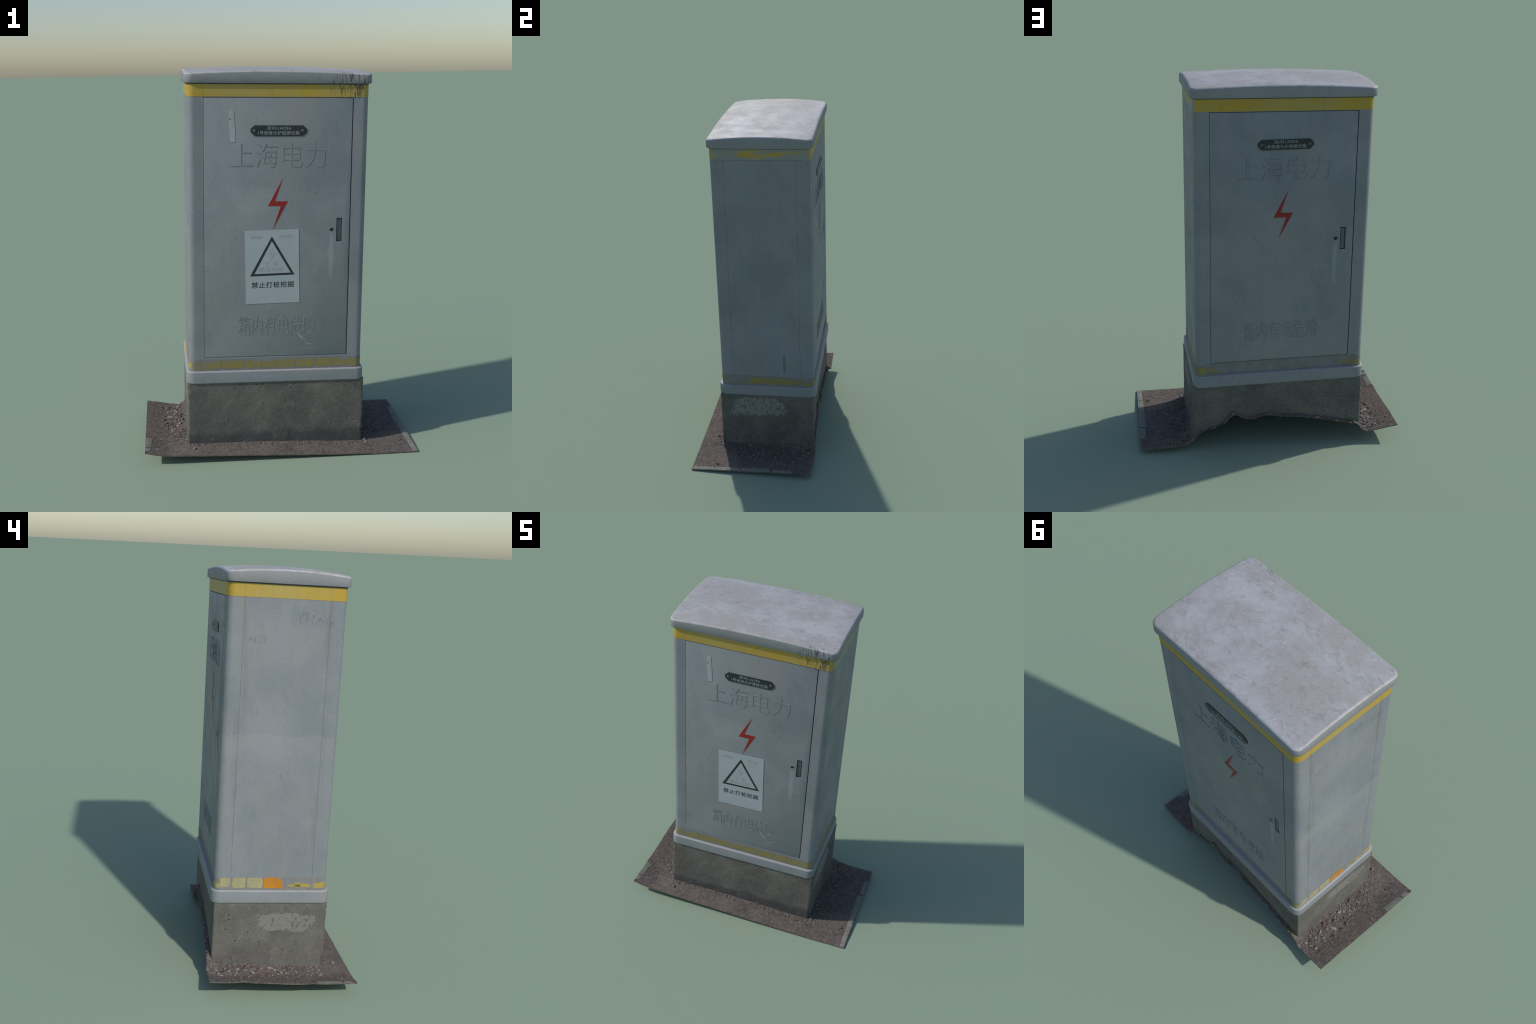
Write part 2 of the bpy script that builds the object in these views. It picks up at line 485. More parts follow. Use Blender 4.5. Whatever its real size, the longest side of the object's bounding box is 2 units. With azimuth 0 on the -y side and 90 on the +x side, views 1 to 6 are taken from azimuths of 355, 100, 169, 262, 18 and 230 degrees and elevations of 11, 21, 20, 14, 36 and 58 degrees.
def strip(side, u0, u1, lo, hi, thick, seed=0, rag=0.0015, base=0.0006, round_end=0.0):
    """patch of tape with ragged upper and lower edges that follows the wall round corners"""
    put = wall(side)
    n = max(6, int(abs(u1 - u0) / 0.004))
    verts, faces = [], []
    for i in range(n + 1):
        t = i / n
        u = u0 + (u1 - u0) * t
        a = lo[0] + (lo[1] - lo[0]) * t + rag * noise.noise((u * 90, seed * 3.7, 1.0)) * 2
        b = hi[0] + (hi[1] - hi[0]) * t + rag * noise.noise((u * 90, seed * 3.7, 9.0)) * 3
        pinch = min(1.0, 0.80 + min(t, 1 - t) * n * 0.12)
        if round_end and t > 1 - round_end:
            pinch = math.sqrt(max(0.01, 1 - ((t - 1 + round_end) / round_end) ** 2))
        m, half = (a + b) / 2, max(0.0008, (b - a) / 2) * pinch
        if round_end:
            m = a + half
        for w, h in ((m - half, base), (m - half, base + thick), (m + half, base + thick), (m + half, base)):
            verts.append(put(u, w, h))
    for i in range(n):
        for k in range(4):
            a, b = i * 4 + k, i * 4 + (k + 1) % 4
            faces.append((a, b, b + 4, a + 4))
    faces += [(0, 1, 2, 3), tuple(n * 4 + k for k in (3, 2, 1, 0))]
    return fix_normals(to_mesh(verts, faces))


def ribbon(side, pts, width, h0, h1):
    """thin mark along a polyline, pointed at both ends"""
    put = wall(side)
    L, Rr = [], []
    for i, (u, w) in enumerate(pts):
        a, b = pts[max(0, i - 1)], pts[min(len(pts) - 1, i + 1)]
        d = Vector((b[0] - a[0], b[1] - a[1])).normalized()
        k = width * (0.15 if i in (0, len(pts) - 1) else 1.0) / 2
        L.append((u - d.y * k, w + d.x * k))
        Rr.append((u + d.y * k, w - d.x * k))
    return slab(side, Rr + L[::-1], h0, h1)


def lettering(text, side, box, h0, h1, weight=0.0, spacing=1.0, bevel=0.0, turn=0.0):
    """text fitted into box = (u0, u1, w0, w1) on a wall, standing from h0 to h1"""
    cu = bpy.data.curves.new('text', 'FONT')
    cu.body = text
    cu.offset = weight
    cu.space_character = spacing
    cu.resolution_u = 4
    cu.extrude = 0.05
    cu.bevel_depth = bevel
    cu.bevel_resolution = 1
    o = bpy.data.objects.new('text', cu)
    bpy.context.scene.collection.objects.link(o)
    bpy.context.view_layer.update()
    me = bpy.data.meshes.new_from_object(o.evaluated_get(bpy.context.evaluated_depsgraph_get()))
    bpy.data.objects.remove(o)
    bpy.data.curves.remove(cu)
    co = np.array([v.co for v in me.vertices])
    lo, hi = co.min(0), co.max(0)
    t = (co - lo) / (hi - lo)
    put = wall(side)
    cu_, cw_ = (box[0] + box[1]) / 2, (box[2] + box[3]) / 2
    for v, (a, b, c) in zip(me.vertices, t):
        u, w = box[0] + a * (box[1] - box[0]) - cu_, box[2] + b * (box[3] - box[2]) - cw_
        u, w = u * math.cos(turn) - w * math.sin(turn), u * math.sin(turn) + w * math.cos(turn)
        v.co = put(cu_ + u, cw_ + w, h0 + c * (h1 - h0))
    me.materials.clear()
    return me


# ------------------------------------------------------------------ ground surface
# levels of the soil read off along its edges and round the foot of the base (world metres)
LEVELS = [(-.712, -.356, .074), (-.67, -.356, .065), (-.62, -.356, .056), (-.39, -.356, .043), (0, -.356, .026), (.385, -.356, .010), (.65, -.356, .003), (.714, -.356, .003),
          (.713, -.227, .009), (.713, -.11, .014), (.713, .095, .022), (.713, .23, .027), (.713, .357, .030), (.62, .357, .031), (.52, .357, .036), (.462, .357, .050), (.43, .357, .070),
          (-.712, -.289, .074), (-.712, -.147, .076), (-.712, .034, .079), (-.712, .114, .084), (-.712, .193, .092), (-.712, .357, .094), (-.635, .357, .081), (-.573, .357, .069), (-.536, .357, .063), (-.505, .357, .078),
          (-.486, -.237, .059), (-.25, -.234, .051), (.01, -.23, .040), (.28, -.227, .027), (.44, -.222, .024),
          (-.505, .30, .062), (-.505, .19, .076), (-.505, .085, .070), (-.502, -.02, .060), (-.50, -.13, .056), (-.60, .0, .055), (-.60, .18, .062), (-.60, -.2, .051),
          (.44, -.045, .029), (.437, .146, .040), (.437, .30, .052), (.57, .1, .021), (.57, -.2, .011), (.57, .28, .026), (.50, .28, .034), (.50, .0, .021), (.64, .2, .021), (-.57, .28, .058), (-.65, .25, .075), (-.56, .05, .060), (.48, .335, .042)]
BANK = [(.40, .100), (.33, .128), (.262, .155), (.241, .186), (.205, .200), (.168, .181), (.117, .171), (.06, .185), (.008, .190), (-.03, .176), (-.10, .171), (-.18, .162), (-.254, .148), (-.33, .131), (-.445, .108), (-.485, .098)]
LEVELS += [(x, .357, z + (.009 if x < 0 else .006)) for x, z in BANK] + [(x, .325, z + .017) for x, z in BANK]
_P = np.array(LEVELS)


def _tps(r2):
    return -np.sqrt(r2)


_n = len(_P)
_A = np.zeros((_n + 3, _n + 3))
_A[:_n, :_n] = _tps(((_P[:, None, :2] - _P[None, :, :2]) ** 2).sum(-1)) - np.eye(_n) * 2e-4
_A[:_n, _n] = _A[_n, :_n] = 1
_A[:_n, _n + 1:] = _P[:, :2]
_A[_n + 1:, :_n] = _P[:, :2].T
_W = np.linalg.solve(_A, np.concatenate([_P[:, 2], np.zeros(3)]))


def ground_level(x, y):
    q = np.stack([np.atleast_1d(x), np.atleast_1d(y)], -1).astype(float)
    d = ((q[:, None, :] - _P[None, :, :2]) ** 2).sum(-1)
    return _tps(d) @ _W[:_n] + _W[_n] + q @ _W[_n + 1:]


def relief(x, y):
    """crumbly height noise, stronger in the rubble along the left end and the back"""
    rough = 0.35 + 0.9 * math.exp(-((x + 0.55) / 0.07) ** 2) * (0.3 + 0.7 * (y > -0.1)) + 0.5 * math.exp(-((x - 0.49) / 0.06) ** 2)
    v = noise.fractal((x * 22, y * 22, 0.3), 0.8, 2.1, 5) * 0.0032 + noise.noise((x * 95, y * 95, 5.0)) * 0.0016
    return v * rough


# ------------------------------------------------------------------ steel cabinet
body = loft([dented(ring_at(HX, HY, RB, z)) for z in (0.435, 0.5150, 0.5195, 1.94)])
cuts = []
for s in (-1, 1):
    # door rebates (the wide gap is on the lock side)
    x0, x1 = (-DOOR_W - 0.0015, DOOR_W + 0.0015)
    y0, y1 = sorted((s * (HY + 0.05), s * (HY - 0.024)))
    cuts.append(box_mesh(x0, x1, y0, y1, DOOR_Z0 - 0.0015, DOOR_Z1 + 0.0015))
    for y in (-0.203, 0.2):  # joints of the side panels
        xa, xb = sorted((s * (HX + 0.02), s * (HX - 0.0016)))
        cuts.append(box_mesh(xa, xb, y - 0.0006, y + 0.0006, 0.40, 1.8525))
xa, xb = HX - 0.002, HX + 0.02
cuts.append(box_mesh(xa, xb, -0.24, 0.24, 1.8515, 1.8528))
body = carve(body, cuts)
add('cabinet_body', body, ['paint'], smooth=35)

# lid: skirt, rolled edge, dome
lx, ly, lr = LID


def dome(x, y):
    return 1.9655 + 0.0152 * (1 - (x / lx) ** 2) + 0.0185 * (1 - (y / ly) ** 2)


rings = [ring_at(lx - 0.016, ly - 0.016, lr - 0.014, 1.932, 12), ring_at(lx - 0.012, ly - 0.012, lr - 0.011, 1.9205, 12),
         ring_at(lx - 0.002, ly - 0.002, lr - 0.002, 1.9195, 12), ring_at(lx, ly, lr, 1.9215, 12)]


def side_pts(inset, fn):
    """rounded rectangle with subdivided straight sides so the skirt can follow the dome"""
    pts = rounded(lx - inset, ly - inset, max(0.004, lr - inset), 12)
    return [(x, y, fn(x, y)) for x, y in pts]


def dense(ring):
    out = []
    n = len(ring)
    for i in range(n):
        a, b = np.array(ring[i]), np.array(ring[(i + 1) % n])
        k = max(1, int(np.linalg.norm((b - a)[:2]) / 0.03))
        out += [tuple(a + (b - a) * j / k) for j in range(k)]
    return out


base_loop = dense(ring_at(lx, ly, lr, 0.0, 12))
base_loop = [(x, y) for x, y, _ in base_loop]


def inset_loop(d, zf):
    out = []
    for x, y in base_loop:
        fx, fy = (lx - d) / lx, (ly - d) / ly
        qx, qy = x * fx, y * fy
        out.append((qx, qy, zf(qx, qy)))
    return out


lid_r = 0.011
rings = [inset_loop(0.020, lambda x, y: 1.940), inset_loop(0.012, lambda x, y: 1.9215), inset_loop(0.0025, lambda x, y: 1.9195), inset_loop(0.0, lambda x, y: 1.9225)]
for k in range(0, 7):
    a = math.radians(90 * k / 6)
    rings.append(inset_loop(lid_r * (1 - math.cos(a)), lambda x, y, a=a: dome(x, y) - lid_r + lid_r * math.sin(a)))
for f in np.linspace(0.93, 0.06, 22):
    e = lid_r
    rings.append([(x * (lx - e) / lx * f, y * (ly - e) / ly * f, dome(x * f, y * f) + 0.0006 * noise.noise((x * f * 9, y * f * 9, 2))) for x, y in base_loop])
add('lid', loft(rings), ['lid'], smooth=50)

# flange round the foot
fx, fy, fr = FLANGE
prof = [(-0.020, 0.395), (-0.020, 0.3835), (-0.004, 0.3825), (0.0, 0.387), (0.0, 0.4405), (-0.0010, 0.4438), (-0.0035, 0.4462), (-0.0125, 0.4475), (-0.030, 0.449)]
add('base_flange', loft([[(x, y - 0.0025, z) for x, y, z in ring_at(fx + d, fy + d, fr + d, z, 12)] for d, z in prof]), ['flange'], smooth=40)

# yellow band under the lid and the grey residue of the lower band
def hoop(z0, z1, out, inner=0.004):
    ps = [(out, z0 + 0.0004), (out, z1 - 0.0004), (-inner, z1), (-inner, z0)]
    return loft([dented(ring_at(HX + d, HY + d, RB + d, z, 12)) for d, z in ps], closed=True)


add('reflective_band', hoop(*BAND_Z, 0.0012), ['yellow'], smooth=30)
add('lid_dark_hoop', hoop(1.9135, 1.9235, 0.0022), ['dark'], smooth=30)  # dark line between the lid and the yellow band, modelled as a thin dark hoop
add('tape_residue', hoop(0.4485, 0.5125, 0.0006), ['residue'], smooth=30)

# surviving pieces of the lower tape: wall, u0, u1, lower edge, upper edge, look
PIECES = [('F', -.444, -.389, (.458, .457), (.474, .477), 'tape'), ('F', -.43, -.391, (.482, .484), (.494, .498), 'tape'), ('F', -.378, -.288, (.458, .459), (.486, .503), 'tape'), ('F', -.285, -.170, (.459, .460), (.498, .502), 'tape'),
          ('F', -.163, -.076, (.459, .456), (.503, .492), 'tape'), ('F', -.072, -.003, (.458, .458), (.490, .500), 'tape'), ('F', .001, .104, (.457, .458), (.501, .504), 'tape'),
          ('F', .111, .152, (.459, .459), (.500, .500), 'tape'), ('F', .157, .210, (.458, .459), (.498, .502), 'tape'), ('F', .215, .290, (.459, .458), (.500, .503), 'tape'), ('F', .293, .374, (.457, .462), (.502, .488), 'tape'), ('F', .381, .446, (.458, .458), (.502, .488), 'tape'),
          ('L', -.277, -.251, (.458, .458), (.480, .478), 'tape_pale'), ('L', -.250, -.200, (.459, .466), (.511, .511), 'tape_pale'), ('L', -.190, -.126, (.458, .458), (.511, .511), 'tape_pale'), ('L', -.117, -.040, (.459, .459), (.511, .511), 'tape_pale'),
          ('L', .081, .196, (.468, .462), (.476, .482), 'tape'), ('L', .118, .150, (.461, .461), (.488, .486), 'tape'), ('L', .212, .275, (.459, .461), (.482, .492), 'tape'),
          ('R', -.272, -.244, (.470, .494), (.505, .505), 'tape'), ('R', -.175, -.105, (.460, .460), (.464, .494), 'tape'), ('R', -.098, -.032, (.459, .459), (.502, .506), 'tape'), ('R', -.028, .025, (.459, .458), (.505, .504), 'tape'),
          ('R', .028, .074, (.459, .459), (.505, .502), 'tape'), ('R', .078, .155, (.459, .460), (.498, .500), 'tape'), ('R', .161, .192, (.459, .459), (.496, .494), 'tape'), ('R', .199, .278, (.458, .458), (.474, .470), 'tape'), ('R', .200, .225, (.474, .474), (.500, .498), 'tape'),
          ('B', -.448, -.400, (.457, .457), (.500, .500), 'tape'), ('B', -.389, -.322, (.459, .458), (.496, .464), 'tape'), ('B', .345, .398, (.458, .458), (.492, .480), 'tape'), ('B', .398, .450, (.458, .460), (.484, .492), 'tape')]
for k, (s, u0, u1, lo, hi, m) in enumerate(PIECES):
    add('tape_piece', strip(s, u0, u1, lo, hi, 0.0006, k), ['tape_bright' if s == 'L' and m == 'tape' else m])
add('tape_piece', strip('L', -.036, .062, (.4575, .4575), (.5125, .5125), 0.0012, 50, 0.0002, round_end=0.35), ['tape_orange'])
add('tape_piece', slab('L', [(.030, .4575), (.076, .4575), (.076, .5125), (.030, .5125)], 0.0006, 0.0011), ['residue'])

# ------------------------------------------------------------------ doors and what they carry
BOLT = [(0.023, 1.450), (-0.015, 1.3355), (0.050, 1.3345), (-0.022, 1.1975), (0.015, 1.311), (-0.050, 1.311)]


def door_mesh(side):
    s = -1 if side == 'F' else 1
    sx = 1 if side == 'F' else -1
    xa, xb = sorted((-sx * (DOOR_W - 0.0002), sx * (DOOR_W - 0.0028)))
    ya, yb = sorted((s * (HY + 0.0012), s * (HY - 0.020)))
    me = box_mesh(xa, xb, ya, yb, DOOR_Z0 + 0.0006, DOOR_Z1 - 0.0012, 0.0015, 2)
    ya, yb = sorted((s * (HY + 0.02), s * (HY - 0.015)))
    xa, xb = sorted((sx * 0.3025, sx * 0.3325))
    slot = box_mesh(xa, xb, ya, yb, 1.1255, 1.2475)
    hole = bmesh.new()
    bmesh.ops.create_cone(hole, cap_ends=True, segments=28, radius1=0.0095, radius2=0.0095, depth=0.03,
                          matrix=Matrix.Translation((sx * 0.278, s * HY, 1.187)) @ Matrix.Rotation(math.pi / 2, 4, 'X'))
    hm = bpy.data.meshes.new('hole')
    hole.to_mesh(hm)
    hole.free()
    out = carve(me, [slot, hm])
    if side == 'B':
        bm = bmesh.new()
        bm.from_mesh(out)
        for k in range(1, 12):
            for co, no in (((-DOOR_W + 2 * DOOR_W * k / 12, 0, 0), (1, 0, 0)), ((0, 0, 0.5 + 0.9 * k / 12), (0, 0, 1))):
                bmesh.ops.bisect_plane(bm, geom=bm.verts[:] + bm.edges[:] + bm.faces[:], plane_co=co, plane_no=no)
        for v in bm.verts:
            v.co.y -= back_bow(v.co.x, v.co.z)
        bm.to_mesh(out)
        bm.free()
    return out


for side, number in (('F', '6'), ('B', '5')):
    s = -1 if side == 'F' else 1
    sx = 1 if side == 'F' else -1
    door = add('door', door_mesh(side), ['door'], smooth=35)
    top, high = 0.0010, (0.0015 if side == 'F' else 0.0026)
    add('embossed_lettering', lettering('上海电力', side, (-.237, .238, 1.505, 1.626), top - 0.0006, top + high, -0.020, bevel=0.004), ['letter'], door)
    add('embossed_lettering', lettering('箱内有电危险', side, (-.198, .199, .638, .738), top - 0.0006, top + high, -0.015, bevel=0.004), ['letter'], door)
    # pull: a flat lever lying in the slot
    xa, xb = sorted((sx * 0.3055, sx * 0.3265))
    ya, yb = sorted((s * (HY - 0.013), s * (HY - 0.0045)))
    add('handle', box_mesh(xa, xb, ya, yb, 1.129, 1.241, 0.002), ['lever'], door, smooth=40)
    cyl = bmesh.new()
    bmesh.ops.create_cone(cyl, cap_ends=True, segments=24, radius1=0.0055, radius2=0.0055, depth=0.008,
                          matrix=Matrix.Translation((sx * 0.2775, s * (HY - 0.010), 1.187)) @ Matrix.Rotation(math.pi / 2, 4, 'X'))
    cm = bpy.data.meshes.new('lock')
    cyl.to_mesh(cm)
    cyl.free()
    add('lock', cm, ['dark'], door, smooth=40)
    rim = bmesh.new()
    bm_pts = []
    nseg = 28
    for k in range(nseg):
        a = 2 * math.pi * k / nseg
        for r, h in ((0.0095, 0.0), (0.0098, 0.0022), (0.0125, 0.0018), (0.0132, 0.0)):
            bm_pts.append((sx * 0.278 + r * math.cos(a), s * (HY + h), 1.187 + r * math.sin(a)))
    rim.free()
    faces = [(4 * k + i, 4 * k + i + 1, (4 * k + i + 5) % (4 * nseg), (4 * k + i + 4) % (4 * nseg)) for k in range(nseg) for i in range(3)]
    add('lock_rim', fix_normals(to_mesh(bm_pts, faces)), ['door'], door, smooth=50)
    if side == 'B':
        add('blanking_plug', slab('B', [(0.323 + 0.0135 * math.cos(a), 1.72 + 0.0135 * math.sin(a)) for a in np.linspace(0, 2 * math.pi, 28, endpoint=False)], 0.001, 0.0019), ['letter'], door)

    # nameplate
    du = 0.0 if side == 'F' else 0.005
    tilt = 0.006 if side == 'F' else 0.012
    P0, P1, ch = 0.0018, 0.0042, 0.0195
    oct_ = [(-.141, 1.681), (-.122, 1.6625), (.122, 1.6625), (.141, 1.681), (.141, 1.697), (.122, 1.7145), (-.122, 1.7145), (-.141, 1.697)]
    if side == 'B':
        oct_ = [(u, w + 0.012 * u - 0.001) for u, w in oct_]
    oct_ = [(u + du, w) for u, w in oct_]
    plate = add('nameplate', slab(side, oct_, 0.0006, P1), ['plate'])
    turn = 0.012 if side == 'B' else 0.0
    add('plate_lettering', lettering('凉内1A05' + number, side, (-.060 + du, .060 + du, 1.6925, 1.7105), P1 - 0.001, P1 + 0.0006, 0.002, 1.1, turn=turn), ['engraved'], plate)
    add('plate_lettering', lettering('1号绝缘头护层换位箱', side, (-.104 + du, .103 + du, 1.668, 1.6875), P1 - 0.001, P1 + 0.0006, 0.002, 1.1, turn=turn), ['engraved'], plate)
    for u in (-.122, .121):
        put = wall(side)
        pts, fcs = [], []
        for i, (r, h) in enumerate(((0.0088, 0.0), (0.0085, 0.0016), (0.0062, 0.0031), (0.003, 0.0037))):
            for k in range(18):
                a = 2 * math.pi * k / 18
                pts.append(put(u + du + r * math.cos(a), 1.688 + turn * u + r * math.sin(a), P1 - 0.0002 + h))
        for i in range(3):
            fcs += [(18 * i + k, 18 * i + (k + 1) % 18, 18 * i + 18 + (k + 1) % 18, 18 * i + 18 + k) for k in range(18)]
        fcs.append(tuple(54 + k for k in range(18)))
        add('rivet', fix_normals(to_mesh(pts, fcs)), ['steel'], plate, smooth=50)

    add('lightning_bolt', slab(side, BOLT, 0.0005, 0.0022), ['red'])

# warning sheet on the front door
SIGN = [(-.159, .803), (.118, .809), (.108, 1.192), (-.168, 1.185)]
sign = add('warning_sign', slab('F', SIGN, 0.0006, 0.0030), ['white'])
H0, H1 = 0.0024, 0.0034
put = wall('F')
outer, inner = [(-.139, .949), (.090, .956), (-.029, 1.156)], [(-.117, .9605), (.0705, .9660), (-.029, 1.132)]
v = [put(u, w, h) for h in (H0, H1) for u, w in outer + inner]
f = []
for i in range(3):
    j = (i + 1) % 3
    f += [(6 + i, 6 + j, 9 + j, 9 + i), (i, 3 + i, 3 + j, j), (i, j, 6 + j, 6 + i), (3 + i, 9 + i, 9 + j, 3 + j)]
add('warning_triangle', fix_normals(to_mesh(v, f)), ['black'], sign)
add('sign_lettering', lettering('禁止打桩挖掘', 'F', (-.131, .087, .888, .920), H0, H1, 0.009, 1.12, turn=0.018), ['black'], sign)
add('sign_lettering', lettering('下 有', 'F', (-.070, .010, 1.003, 1.025), H0, H1 - 0.0002, 0.012, 1.0, turn=0.018), ['faded'], sign)
add('sign_lettering', lettering('高压电缆', 'F', (-.094, .034, .971, .996), H0, H1 - 0.0002, 0.012, 1.0, turn=0.018), ['faded'], sign)
for c, d in ((-.1065, -1), (.0445, 1)):
    w = 1.1505 if d < 0 else 1.155
    arrow = [(c + d * .035, w), (c + d * .015, w + .0125), (c + d * .015, w + .0055), (c - d * .034, w + .0055), (c - d * .034, w - .0055), (c + d * .015, w - .0055), (c + d * .015, w - .0125)]
    add('arrow', slab('F', arrow, H0, H1 - 0.0002), ['faded'], sign)
add('sign_bolt', slab('F', [(-.028 + (u - 0.0) * 0.36, 1.063 + (w - 1.3235) * 0.30) for u, w in BOLT], H0, H1 - 0.0002), ['faded'], sign)

# strip of paper tape
tape = add('paper_strip', slab('F', [(-.241, 1.630), (-.2285, 1.6315), (-.215, 1.6335), (-.2195, 1.708), (-.2255, 1.784), (-.230, 1.787), (-.245, 1.785), (-.2505, 1.779), (-.2465, 1.705)], 0.0006, 0.0024), ['strip'])
add('ink_mark', slab('F', [(-.246, 1.741), (-.238, 1.7415), (-.2445, 1.750)], 0.0016, 0.0029), ['ink'], tape)

# scratches
SCR = [('F', [(.105, .648), (.118, .634), (.134, .617), (.150, .611)], .010), ('F', [(.148, .607), (.156, .586), (.172, .583), (.208, .587)], .0045), ('F', [(.0, .552), (.15, .557), (.37, .570)], .0014),
       ('F', [(-.115, .727), (-.06, .715), (-.035, .703)], .006), ('F', [(.428, .606), (.4285, .585), (.430, .566)], .004),
       ('R', [(-.14, .735), (-.10, .752), (-.065, .778)], .003), ('R', [(-.065, .630), (-.055, .600), (-.072, .588)], .004), ('R', [(-.12, .592), (-.105, .595), (-.09, .590)], .003), ('R', [(-.205, .775), (-.195, .79), (-.185, .80)], .003),
       ('L', [(.055, .545), (.068, .556), (.078, .566)], .003)]
for s, pts, w in SCR:
    h = 0.0013 if (s == 'F' and abs(pts[0][0]) < DOOR_W) else 0.0002
    add('scratch', ribbon(s, pts, w, h - 0.0006, h + 0.0003), ['scratch'])

# ------------------------------------------------------------------ concrete base (hollow, open below)
def base_outline(step=0.008):
    (x0, x1), (y0, y1) = BASE_X, BASE_Y
    c = 0.004
    corner = [(x1 - c, y0), (x1, y0 + c), (x1, y1 - c), (x1 - c, y1), (x0 + c, y1), (x0, y1 - c), (x0, y0 + c), (x0 + c, y0)]
    pts = []
    for i in range(8):
        a, b = np.array(corner[i]), np.array(corner[(i + 1) % 8])
        k = max(2, int(np.linalg.norm(b - a) / step))
        pts += [tuple(float(c_) for c_ in a + (b - a) * j / k) for j in range(k)]
    return pts


outline = base_outline()
foot = []
for x, y in outline:
    wpt = FRAME @ Vector((x, y, 0.1))
    z = float(ground_level(wpt.x, wpt.y)[0])
    drop = 0.012 if y < BASE_Y[1] - 0.01 else 0.002
    foot.append((TO_LOCAL @ Vector((wpt.x, wpt.y, z - drop))).z)
TOP, LV = 0.3865, 34
rings = []
cx, cy = sum(BASE_X) / 2, sum(BASE_Y) / 2
nx = [((x - BASE_X[1] > -0.005) - (x - BASE_X[0] < 0.005), (y - BASE_Y[1] > -0.005) - (y - BASE_Y[0] < 0.005)) for x, y in outline]
for k in range(LV + 1):
    t = k / LV
    ring = []
    for (x, y), z0, (ax, ay) in zip(outline, foot, nx):
        z = z0 + (TOP - z0) * t
        d = noise.fractal((x * 14, y * 14, z * 14), 1.0, 2.0, 4) * 0.0013 + noise.noise((x * 80, y * 80, z * 80)) * 0.0005
        near = (abs(x - BASE_X[0]) < 0.012 or abs(x - BASE_X[1]) < 0.012) and (abs(y - BASE_Y[0]) < 0.012 or abs(y - BASE_Y[1]) < 0.012)
        chip = max(0.0, noise.noise((x * 20, y * 20, z * 45)) - 0.1) * 0.008 if near else 0.0
        if t > 0.97:
            chip += max(0.0, noise.noise((x * 40, y * 40, 3.0))) * 0.004
        nrm = math.hypot(ax, ay) or 1.0
        ring.append((x + ax / nrm * (d - chip), y + ay / nrm * (d - chip), z))
    rings.append(ring)
inner = [((x - cx) * 0.93 + cx, (y - cy) * 0.88 + cy) for x, y in outline]
under = [[(x, y, z + 0.004) for (x, y), z in zip(inner, foot)], [(x, y, 0.34) for x, y in inner]]
add('concrete_base', loft(list(reversed(under)) + rings), ['concrete'], smooth=50)

# ------------------------------------------------------------------ soil patch
NX, NY = 300, 150
PX, PY = PATCH
xs, ys = np.linspace(-PX, PX, NX + 1), np.linspace(-PY, PY, NY + 1)
gx, gy = np.meshgrid(xs, ys, indexing='ij')
gz = ground_level(gx.ravel(), gy.ravel()).reshape(gx.shape)
top = np.zeros((NX + 1, NY + 1, 3))
for i in range(NX + 1):
    for j in range(NY + 1):
        x, y, z = gx[i, j], gy[i, j], gz[i, j]
        z += relief(x, y)
        if j == NY and -0.51 < x < 0.45:
            y -= 0.008 * (0.5 + 0.5 * noise.noise((x * 30, 4.0, 1.0)))
            z += 0.006 * noise.noise((x * 45, 8.0, 1.0))
        if j == NY and -0.565 < x < -0.46:
            y += 0.0
        top[i, j] = (x, y, max(z, 0.0035))


def in_base(x, y):
    p = TO_LOCAL @ Vector((x, y, 0.07))
    return BASE_X[0] + 0.012 < p.x < BASE_X[1] - 0.012 and BASE_Y[0] + 0.012 < p.y < BASE_Y[1] - 0.010


keep = np.zeros((NX, NY), bool)
for i in range(NX):
    for j in range(NY):
        keep[i, j] = not in_base((xs[i] + xs[i + 1]) / 2, (ys[j] + ys[j + 1]) / 2)
idx = -np.ones((NX + 1, NY + 1), int)
verts = []
for i in range(NX + 1):
    for j in range(NY + 1):
        if keep[max(0, i - 1):i + 1, max(0, j - 1):j + 1].any():
            idx[i, j] = len(verts)
            verts.append(top[i, j])
N = len(verts)
THICK = 0.006
verts += [(x, y, max(0.0, z - (0.002 if y > 0.34 and -0.5 < x < 0.43 else THICK))) for x, y, z in verts]
faces = []
for i in range(NX):
    for j in range(NY):
        if not keep[i, j]:
            continue
        a, b, c, d = idx[i, j], idx[i + 1, j], idx[i + 1, j + 1], idx[i, j + 1]
        faces += [(a, b, c, d), (d + N, c + N, b + N, a + N)]
        for (p, q), (ni, nj) in zip(((a, b), (b, c), (c, d), (d, a)), ((i, j - 1), (i + 1, j), (i, j + 1), (i - 1, j))):
            if not (0 <= ni < NX and 0 <= nj < NY and keep[ni, nj]):
                faces.append((q, p, p + N, q + N))
ground = add('soil_patch', to_mesh(verts, faces, 'soil_patch'), ['soil'], local=False, smooth=60)


def surf(x, y):
    return float(ground_level(x, y)[0]) + relief(x, y)


# loose stones
def lump(seed, sx, sy, sz, sub=2):
    bm = bmesh.new()
    bmesh.ops.create_icosphere(bm, subdivisions=sub, radius=1.0)
    for v in bm.verts:
        d = 1 + 0.38 * noise.noise(v.co * 1.1 + Vector((seed * 7.3, seed * 1.7, 0))) + 0.15 * noise.noise(v.co * 2.7 + Vector((0, seed * 3.1, 5)))
        v.co = Vector((v.co.x * sx, v.co.y * sy, v.co.z * sz)) * d
    me = bpy.data.meshes.new('stone')
    bm.to_mesh(me)
    bm.free()
    return me


